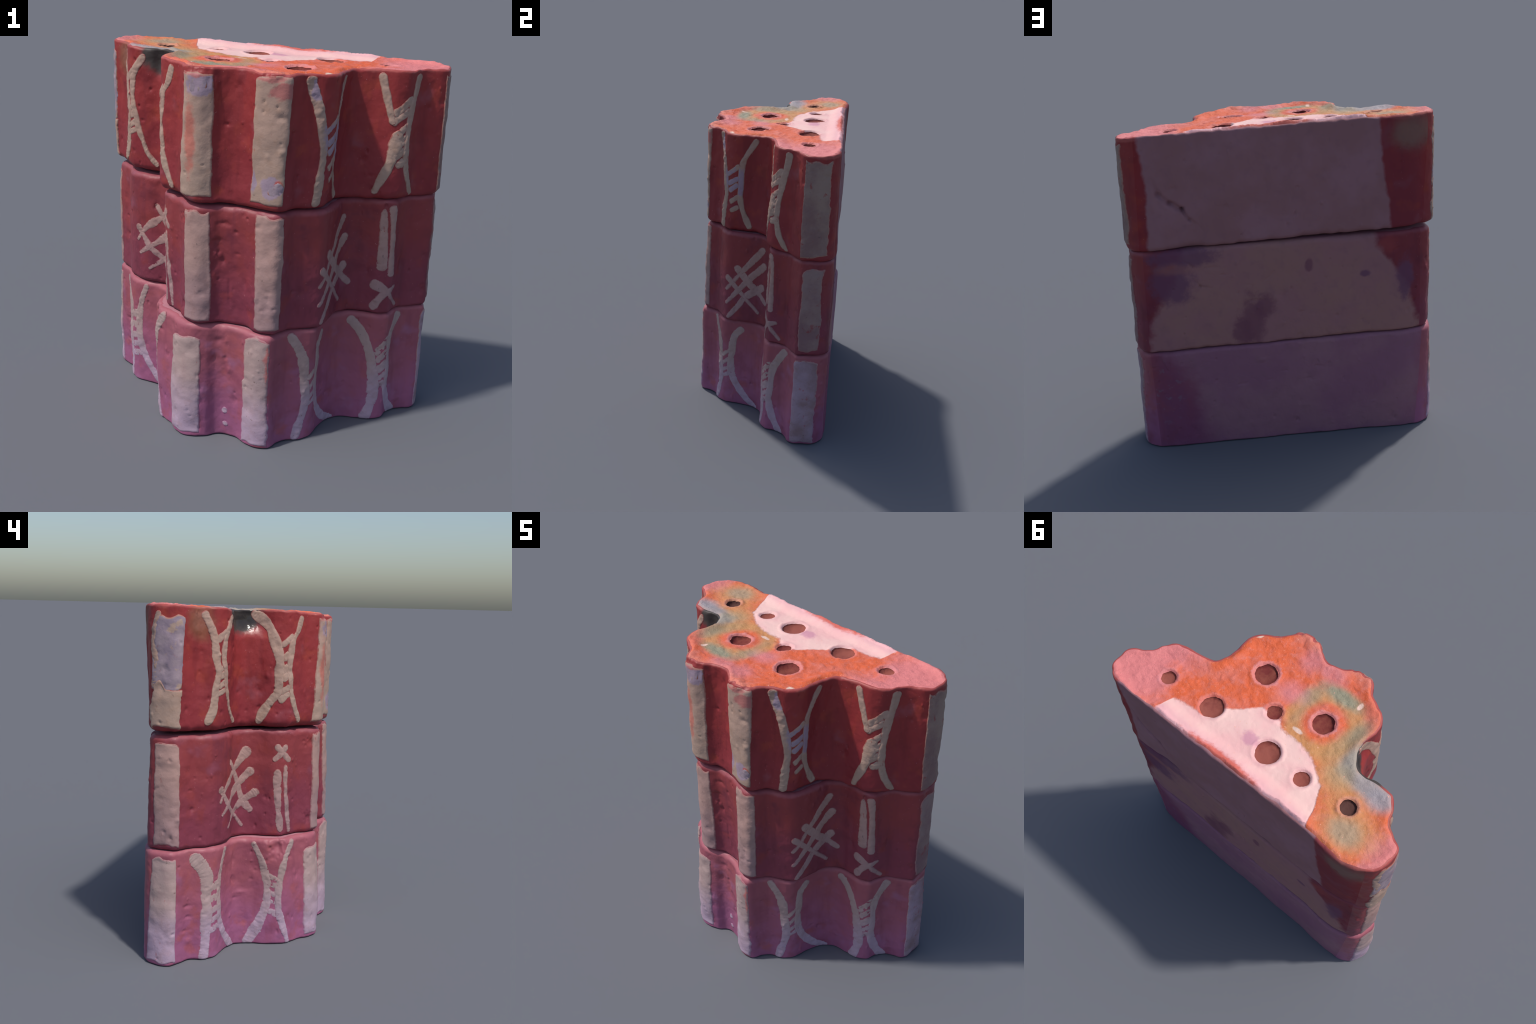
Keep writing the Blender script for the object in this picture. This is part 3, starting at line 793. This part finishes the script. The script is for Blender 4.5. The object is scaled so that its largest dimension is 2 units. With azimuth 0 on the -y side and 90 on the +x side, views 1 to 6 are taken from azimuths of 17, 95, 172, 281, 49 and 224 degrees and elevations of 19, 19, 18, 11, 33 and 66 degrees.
# ---------------------------------------------------------------- raised paint
def patch_object(name, b, U, Z, H, E=None):
    """quad sheet over stations U and heights Z (metres), lifted H off the wall"""
    p = wall_base(b, U, np.clip((Z - BED[b][0][0])/(BED[b][1][0]-BED[b][0][0]), 0, 1))
    z0, z1 = plane(BED[b][0], p[..., 0], p[..., 1]), plane(BED[b][1], p[..., 0], p[..., 1])
    q = np.clip((Z - z0)/(z1 - z0), .001, .999)
    rb, rt = FILLET[b]; Hh = z1 - z0
    # follow the rounded arrises
    tb = np.clip(1 - q*Hh/rb, 0, 1); tt = np.clip(1 - (1-q)*Hh/rt, 0, 1)
    inset = rb*(1 - np.sqrt(1 - tb**2)) + rt*(1 - np.sqrt(1 - tt**2))
    P, n = wall_point(b, U, q, inset=inset, lift=H)
    m, k = U.shape
    idx = np.arange(m*k).reshape(m, k)
    F = np.stack([idx[:-1, :-1], idx[:-1, 1:], idx[1:, 1:], idx[1:, :-1]], -1).reshape(-1, 4)
    V = P.reshape(-1, 3)
    a = np.cross(P[0, -1]-P[0, 0], P[-1, 0]-P[0, 0])
    if np.dot(a[:2], n[m//2, k//2]) < 0:
        F = F[:, ::-1]
    o = mesh_object(name, V, F.tolist(), SLIP[b], bricks[b])
    if E is not None:       # E: 0 at the rim .. 1 in the body; the rim is thin, see-through slip
        e = np.minimum(np.minimum(E[:-1, :-1], E[:-1, 1:]), np.minimum(E[1:, 1:], E[1:, :-1])).reshape(-1)
        o.data.materials.append(FRINGE[b][0]); o.data.materials.append(FRINGE[b][1])
        o.data.polygons.foreach_set('material_index', np.where(e < .30, 1, np.where(e < .72, 2, 0)).astype(np.int32))
    return o

def station_scale(b, u):
    """metres of wall per station"""
    e = .15
    return np.linalg.norm(wall_base(b, u + e, np.full_like(u, .5)) - wall_base(b, u - e, np.full_like(u, .5)), axis=-1)/(2*e)

def catmull(pts, n):
    p = np.array(pts, float)
    if len(p) == 2:
        t = np.linspace(0, 1, n)[:, None]
        return p[0]*(1-t) + p[1]*t
    p = np.vstack([2*p[0]-p[1], p, 2*p[-1]-p[-2]])
    t = np.linspace(0, len(p) - 3 - 1e-6, n)
    i = t.astype(int); t = (t - i)[:, None]
    a, bb, c, d = p[i], p[i+1], p[i+2], p[i+3]
    return .5*(2*bb + (c-a)*t + (2*a-5*bb+4*c-d)*t**2 + (-a+3*bb-3*c+d)*t**3)

SEED = [0]
def stroke(b, pts, w0, w1=None, lift=None, name='painted_stroke'):
    """a brush stroke through (station, height) points; width runs from w0 to w1 metres"""
    SEED[0] += 1
    w1 = w0 if w1 is None else w1
    w0, w1 = w0*1.42 + .010, w1*1.34 + .009
    lift = (.0036, .0034, .0055)[b] if lift is None else lift
    if len(pts) > 4 and b != 1:        # long strokes run out to the brick's edges
        p = [np.array(q, float) for q in pts]
        for i, j in ((0, 1), (-1, -2)):
            d = p[i] - p[j]
            p[i] = p[i] + d*min(.5, .018/max(abs(d[1]), 1e-3))
        pts = p
    c = catmull(pts, 200)
    s = station_scale(b, c[:, 0])
    ds = np.concatenate([[0], np.cumsum(np.hypot(np.diff(c[:, 0])*s[:-1], np.diff(c[:, 1])))])
    L = ds[-1]
    n = max(10, int(L/.005))
    t = np.linspace(0, 1, n)
    t = .5 - .5*np.cos(math.pi*t)*(.35) - .5*(1-2*t)*.65           # closer rows at the ends
    U = np.interp(t*L, ds, c[:, 0]); Z = np.interp(t*L, ds, c[:, 1])
    s = station_scale(b, U)
    s = np.convolve(np.pad(s, 4, mode='edge'), np.ones(9)/9, 'valid')
    du, dz = np.gradient(U)*s, np.gradient(Z)
    ln = np.hypot(du, dz) + 1e-9
    nx, nz = -dz/ln, du/ln
    k1 = np.stack([t*L*26, np.full(n, SEED[0]*3.7), np.zeros(n)], 1)
    w = (w0 + (w1 - w0)*t)*.5*(1 + .20*vnoise(k1*.6, 1, 5) + .07*vnoise(k1*2., 1, 6))
    ce = np.minimum(1, np.minimum(t*L/(.5*w0 + 1e-4), (1-t)*L/(.5*w1 + 1e-4)))
    w = w*np.sqrt(np.clip(1 - (1-ce)**2, .02, 1))
    a = np.array([-1, -.95, -.89, -.82, -.74, -.5, -.25, 0, .25, .5, .74, .82, .89, .95, 1])
    UU = U[:, None] + a[None]*(w*nx/s)[:, None]
    ZZ = Z[:, None] + a[None]*(w*nz)[:, None]
    dome = (1 - np.abs(a)**4)[None]*np.minimum(1, w/.010)[:, None]
    H = -.0010 + lift*dome*(1 + .25*vnoise(np.stack([UU*3, ZZ*40, np.full(UU.shape, SEED[0])], -1), 1, 8))
    H = H + .0013*vnoise(np.stack([UU*s[:, None]*130, ZZ*130, np.full(UU.shape, SEED[0])], -1), 1, 12) + .0010*vnoise(np.stack([UU*s[:, None]*45, ZZ*45, np.full(UU.shape, SEED[0])], -1), 1, 13)
    H = np.where(np.abs(a)[None] > .99, -.003, H)
    ends = np.clip(np.minimum(t*L, (1-t)*L)/.007, 0, 1)[:, None]
    E = np.minimum(np.clip((1 - np.abs(a))[None]*np.maximum(w, .004)[:, None]/.0062, 0, 1), ends)
    return patch_object(name, b, UU, ZZ, H, E)

def band(b, u0, u1, za, zb, lift=.0045, ragged=.011, name='white_band', mat=None):
    """a broad vertical band of slip on a flat rib"""
    SEED[0] += 1
    n = int((zb - za)/.006); m = int(max(12, abs(u1-u0)*station_scale(b, np.array([(u0+u1)/2]))[0]/.006))
    Zc = np.linspace(za, zb, n)
    sc = station_scale(b, np.array([(u0+u1)/2]))[0]
    k = np.stack([Zc*9, np.full(n, SEED[0]*5.1), np.zeros(n)], 1)
    r0 = (.5*vnoise(k, 1, 1) + .3*vnoise(k*3.3, 1, 2) + .2*vnoise(k*9, 1, 2))*ragged/sc
    r1 = (.5*vnoise(k + 40, 1, 3) + .3*vnoise(k*3.3 + 40, 1, 4) + .2*vnoise(k*9, 1, 7))*ragged/sc
    f = np.linspace(0, 1, m)
    UU = (u0 + r0)[:, None]*(1-f) + (u1 + r1)[:, None]*f
    kk = np.stack([f*5, np.full(m, SEED[0]*2.3), np.zeros(m)], 1)
    ea = vnoise(kk, .8, 5)*ragged*.8; eb = vnoise(kk + 30, .8, 6)*ragged*1.3 - .012*np.abs(2*f - 1)**4
    g = np.linspace(0, 1, n)[:, None]
    ZZ = (za + ea)[None]*(1-g) + (zb + eb)[None]*g
    e = np.minimum(np.minimum(f, 1-f)[None]*abs(u1-u0)*sc, np.minimum(g, 1-g)*(zb-za))
    H = -.003 + (lift + .003)*smooth(0, .011, e)
    H = H + .0016*vnoise(np.stack([UU*sc*70, ZZ*70, np.full(UU.shape, SEED[0])], -1), 1, 12)*smooth(.016, .0, e)
    H = H + .0030*smooth(.005, .03, e)*vnoise(np.stack([UU*.5, ZZ*9, np.full(UU.shape, SEED[0])], -1), 2, 7)
    kk2 = np.stack([UU*sc*55, ZZ*55, np.full(UU.shape, SEED[0]*1.7)], -1)
    o = patch_object(name, b, UU, ZZ, H, np.clip((e + .004*vnoise(kk2, 1, 3))/.011, 0, 1))
    if mat:
        o.data.materials[0] = mat
    return o
# ---- PAINT LIST ----
# broad bands of slip on the flat ribs: right end, front right fin, front left fin, left end
band(2, 1.65, 4.4, 1.290, 1.885, mat=END_SLIP[2], ragged=.015)
band(1, 1.9, 3.8, .662, 1.215, mat=END_SLIP[1], ragged=.016)
band(0, 1.9, 4.45, .010, .605, mat=END_SLIP[0], ragged=.015)
band(2, 19.6, 22.4, 1.315, 1.925)
band(1, 19.1, 21.9, .662, 1.265)
band(0, 20.0, 22.6, .014, .620)
band(2, 25.7, 28.9, 1.325, 1.93)
band(1, 25.8, 28.4, .666, 1.255)
band(0, 26.4, 29.6, .016, .575)
band(2, 42.5, 44.9, 1.540, 1.945, lift=.0042, mat=LILAC, name='lilac_scar', ragged=.016)
band(2, 42.4, 44.95, 1.345, 1.575, lift=.007, ragged=.03)
stroke(2, [(44.75, 1.57), (44.5, 1.64), (44.55, 1.70), (44.75, 1.76), (44.8, 1.86), (44.5, 1.94)], .03, .022, lift=.006)
band(1, 42.4, 44.6, .680, 1.260)
band(0, 42.4, 44.6, .014, .625)
# flaked scars on the front fins and two stray dabs low in the front flute
stroke(2, [(27.9, 1.870), (27.1, 1.868), (26.4, 1.855)], .075, .065, lift=.0058, name='lilac_scar').data.materials[0] = LILAC
stroke(2, [(21.0, 1.372), (20.5, 1.392), (19.9, 1.425)], .055, .060, lift=.0060, name='lilac_scar').data.materials[0] = LILAC
stroke(0, [(24.25, .170), (24.45, .135)], .020, .022, name='paint_dab')
stroke(0, [(24.2, .085), (24.4, .060)], .022, .024, name='paint_dab')
# top brick: four ladder motifs of two bowed strokes joined by slanting rungs
stroke(2, [(11.16, 1.911), (10.8, 1.816), (10.44, 1.723), (10.16, 1.655)], 0.028, 0.03)
stroke(2, [(7.56, 1.884), (7.8, 1.805), (8.12, 1.735), (8.4, 1.644), (8.6, 1.55), (8.6, 1.471), (8.2, 1.385), (7.68, 1.326), (7.28, 1.282)], 0.034, 0.022)
stroke(2, [(10.24, 1.705), (8.08, 1.785)], 0.028, lift=.0038)
stroke(2, [(10.36, 1.667), (8.36, 1.723)], 0.028, lift=.0038)
stroke(2, [(9.8, 1.604), (8.4, 1.659)], 0.028, lift=.0038)
stroke(2, [(10.04, 1.54), (8.4, 1.597)], 0.028, lift=.0038)
stroke(2, [(10.16, 1.488), (8.36, 1.541)], 0.028, lift=.0038)
stroke(2, [(9.76, 1.446), (8.4, 1.477)], 0.028, lift=.0038)
stroke(2, [(9.64, 1.613), (9.8, 1.543), (10.12, 1.467), (10.56, 1.386), (10.92, 1.317)], 0.04, 0.024)
stroke(2, [(17.88, 1.905), (17.64, 1.848), (17.32, 1.777), (17, 1.688), (16.72, 1.593), (16.64, 1.514), (16.72, 1.432), (16.76, 1.347), (16.8, 1.309)], 0.03, 0.03)
stroke(2, [(14.32, 1.887), (14.68, 1.828), (15.16, 1.751), (15.24, 1.678), (15.16, 1.581), (15.12, 1.501), (14.72, 1.407), (14.12, 1.316)], 0.024, 0.024)
stroke(2, [(16.76, 1.649), (15.4, 1.728)], 0.021, lift=.0038)
stroke(2, [(16.56, 1.593), (15.32, 1.648)], 0.021, lift=.0038)
stroke(2, [(16.4, 1.546), (15.36, 1.604)], 0.021, lift=.0038)
stroke(2, [(16.2, 1.472), (15.12, 1.525)], 0.021, lift=.0038)
stroke(2, [(16.04, 1.413), (15.12, 1.451)], 0.021, lift=.0038)
stroke(2, [(35.2, 1.943), (34.48, 1.885), (33.92, 1.804), (33.52, 1.729), (33.32, 1.663), (33.32, 1.58), (33.36, 1.511), (34, 1.455), (34.56, 1.395), (34.92, 1.339)], 0.036, 0.036)
stroke(2, [(31.04, 1.924), (31.44, 1.854), (32.04, 1.799), (32.2, 1.719), (32.24, 1.647), (31.96, 1.567), (31.68, 1.483), (31.2, 1.411), (30.64, 1.344)], 0.028, 0.022)
stroke(2, [(33.44, 1.765), (31.96, 1.834)], 0.028, lift=.0038)
stroke(2, [(33.24, 1.69), (32.08, 1.736)], 0.028, lift=.0038)
stroke(2, [(33.16, 1.628), (32.12, 1.662)], 0.028, lift=.0038)
stroke(2, [(33.2, 1.58), (32.04, 1.615)], 0.028, lift=.0038)
stroke(2, [(33.2, 1.502), (31.92, 1.546)], 0.028, lift=.0038)
stroke(2, [(33.28, 1.455), (31.88, 1.51)], 0.028, lift=.0038)
stroke(2, [(40.76, 1.94), (40.28, 1.879), (39.92, 1.815), (39.76, 1.749), (39.6, 1.691), (39.4, 1.631), (39.56, 1.553), (39.6, 1.49), (39.72, 1.424), (40.08, 1.364)], 0.028, 0.034)
stroke(2, [(38.2, 1.921), (38.76, 1.851), (38.96, 1.789), (39, 1.711), (38.72, 1.629), (38.52, 1.55), (38.2, 1.48), (37.84, 1.41), (37.28, 1.358)], 0.026, 0.02)
stroke(2, [(39.8, 1.8), (38.52, 1.866)], 0.023, lift=.0038)
stroke(2, [(39.52, 1.631), (38.84, 1.668)], 0.023, lift=.0038)
stroke(2, [(39.4, 1.601), (38.72, 1.629)], 0.023, lift=.0038)
stroke(2, [(39.44, 1.547), (38.56, 1.584)], 0.023, lift=.0038)
stroke(2, [(39.52, 1.508), (38.52, 1.541)], 0.023, lift=.0038)
# middle brick: lattice sprays, double bars and crosses
stroke(1, [(12.8, 1.191), (13.88, 1.073), (14.56, 1.007), (15.28, 0.938), (16.24, 0.858)], 0.03, 0.014)
stroke(1, [(12.52, 1.082), (13.36, 1.013), (14.12, 0.944), (14.92, 0.869), (16.24, 0.757)], 0.036, 0.012)
stroke(1, [(12.56, 0.926), (13.48, 0.878), (14.36, 0.82), (14.92, 0.754), (16.04, 0.656)], 0.036, 0.018)
stroke(1, [(15.24, 1.042), (13.88, 0.924), (12.96, 0.852), (12.08, 0.799)], 0.034, 0.022)
stroke(1, [(16.16, 0.965), (14.8, 0.866), (14, 0.797), (13.12, 0.716)], 0.03, 0.014)
stroke(1, [(10, 1.222), (9.88, 1.044), (9.84, 0.88)], 0.024, 0.03)
stroke(1, [(9.28, 1.242), (9.04, 1.147), (8.96, 0.983), (8.96, 0.845)], 0.028, 0.028)
stroke(1, [(10.6, 0.815), (9.52, 0.773), (7.52, 0.661)], 0.038, 0.012)
stroke(1, [(10.48, 0.662), (9.52, 0.75), (7.92, 0.784)], 0.036, 0.014)
stroke(1, [(35.52, 1.181), (36.44, 1.112), (37.4, 1.041), (38.32, 0.973), (38.96, 0.893)], 0.042, 0.014)
stroke(1, [(35.2, 1.059), (36.36, 0.982), (37.72, 0.891), (38.8, 0.82)], 0.042, 0.014)
stroke(1, [(34.76, 0.929), (36.12, 0.863), (37.12, 0.806), (38.12, 0.735)], 0.034, 0.012)
stroke(1, [(37.6, 1.128), (36.64, 0.985), (36.12, 0.88), (35.28, 0.796)], 0.02, 0.034)
stroke(1, [(38.96, 0.991), (37.92, 0.868), (36.84, 0.785), (35.96, 0.709)], 0.028, 0.012)
stroke(1, [(32.84, 1.059), (32.76, 0.943), (32.56, 0.825), (32.16, 0.677)], 0.03, 0.026)
stroke(1, [(31.8, 1.084), (31.72, 0.969), (31.36, 0.818), (30.96, 0.668)], 0.018, 0.022)
stroke(1, [(33.2, 1.201), (32.28, 1.157), (31.16, 1.098)], 0.028, 0.022)
stroke(1, [(31.64, 1.2), (32.4, 1.151), (33.48, 1.105)], 0.028, 0.02)
# foot brick: four ladder motifs
stroke(0, [(11.72, 0.59), (10.96, 0.524), (10.44, 0.43), (10.12, 0.325), (9.92, 0.202), (10, 0.114), (10.52, 0.003)], 0.036, 0.044)
stroke(0, [(6.96, 0.592), (7.72, 0.517), (8.28, 0.45), (8.48, 0.33), (8.64, 0.204), (8, 0.073), (7.28, 0.006)], 0.03, 0.04)
stroke(0, [(10.08, 0.398), (8.48, 0.496)], 0.025, lift=.0022)
stroke(0, [(10.04, 0.351), (8.6, 0.418)], 0.025, lift=.0022)
stroke(0, [(9.88, 0.298), (8.56, 0.353)], 0.025, lift=.0022)
stroke(0, [(9.88, 0.246), (8.6, 0.289)], 0.025, lift=.0022)
stroke(0, [(9.84, 0.199), (8.64, 0.237)], 0.025, lift=.0022)
stroke(0, [(17.64, 0.607), (17.12, 0.542), (16.76, 0.456), (16.64, 0.333), (16.56, 0.203), (17.12, 0.068), (17.4, 0.018)], 0.034, 0.04)
stroke(0, [(14.32, 0.57), (14.96, 0.509), (15.2, 0.391), (15.28, 0.265), (14.72, 0.153), (13.76, 0.056), (12.96, 0.012)], 0.028, 0.04)
stroke(0, [(16.52, 0.353), (15.28, 0.415)], 0.018, lift=.0022)
stroke(0, [(16.52, 0.291), (15.28, 0.35)], 0.018, lift=.0022)
stroke(0, [(16.44, 0.244), (15.28, 0.282)], 0.018, lift=.0022)
stroke(0, [(16.44, 0.2), (15.16, 0.238)], 0.018, lift=.0022)
stroke(0, [(34.88, 0.615), (34.24, 0.528), (33.76, 0.426), (33.6, 0.336), (33.68, 0.246), (34.24, 0.135), (35.04, 0.009)], 0.02, 0.048)
stroke(0, [(30.96, 0.62), (31.72, 0.542), (32.24, 0.441), (32.52, 0.336), (32.52, 0.231), (32.2, 0.138), (31.52, 0.009)], 0.03, 0.026)
stroke(0, [(33.76, 0.435), (32.52, 0.402)], 0.023, lift=.0022)
stroke(0, [(33.6, 0.381), (32.52, 0.363)], 0.023, lift=.0022)
stroke(0, [(33.52, 0.324), (32.52, 0.309)], 0.023, lift=.0022)
stroke(0, [(33.52, 0.267), (32.52, 0.261)], 0.023, lift=.0022)
stroke(0, [(33.56, 0.216), (32.44, 0.183)], 0.023, lift=.0022)
stroke(0, [(40.8, 0.607), (40.12, 0.54), (39.8, 0.468), (39.88, 0.383), (39.8, 0.296), (39.84, 0.208), (39.88, 0.109), (40.04, 0.006)], 0.05, 0.04)
stroke(0, [(37.96, 0.62), (38.32, 0.542), (38.52, 0.461), (38.6, 0.377), (38.52, 0.289), (38.2, 0.193), (37.32, 0.078), (36.36, 0)], 0.022, 0.034)
stroke(0, [(39.76, 0.41), (38.48, 0.446)], 0.028, lift=.0022)
stroke(0, [(39.76, 0.35), (38.6, 0.371)], 0.028, lift=.0022)
stroke(0, [(39.72, 0.281), (38.52, 0.304)], 0.028, lift=.0022)
stroke(0, [(39.72, 0.223), (38.44, 0.244)], 0.028, lift=.0022)
stroke(0, [(39.68, 0.163), (38.2, 0.193)], 0.028, lift=.0022)
# ---- END PAINT ----
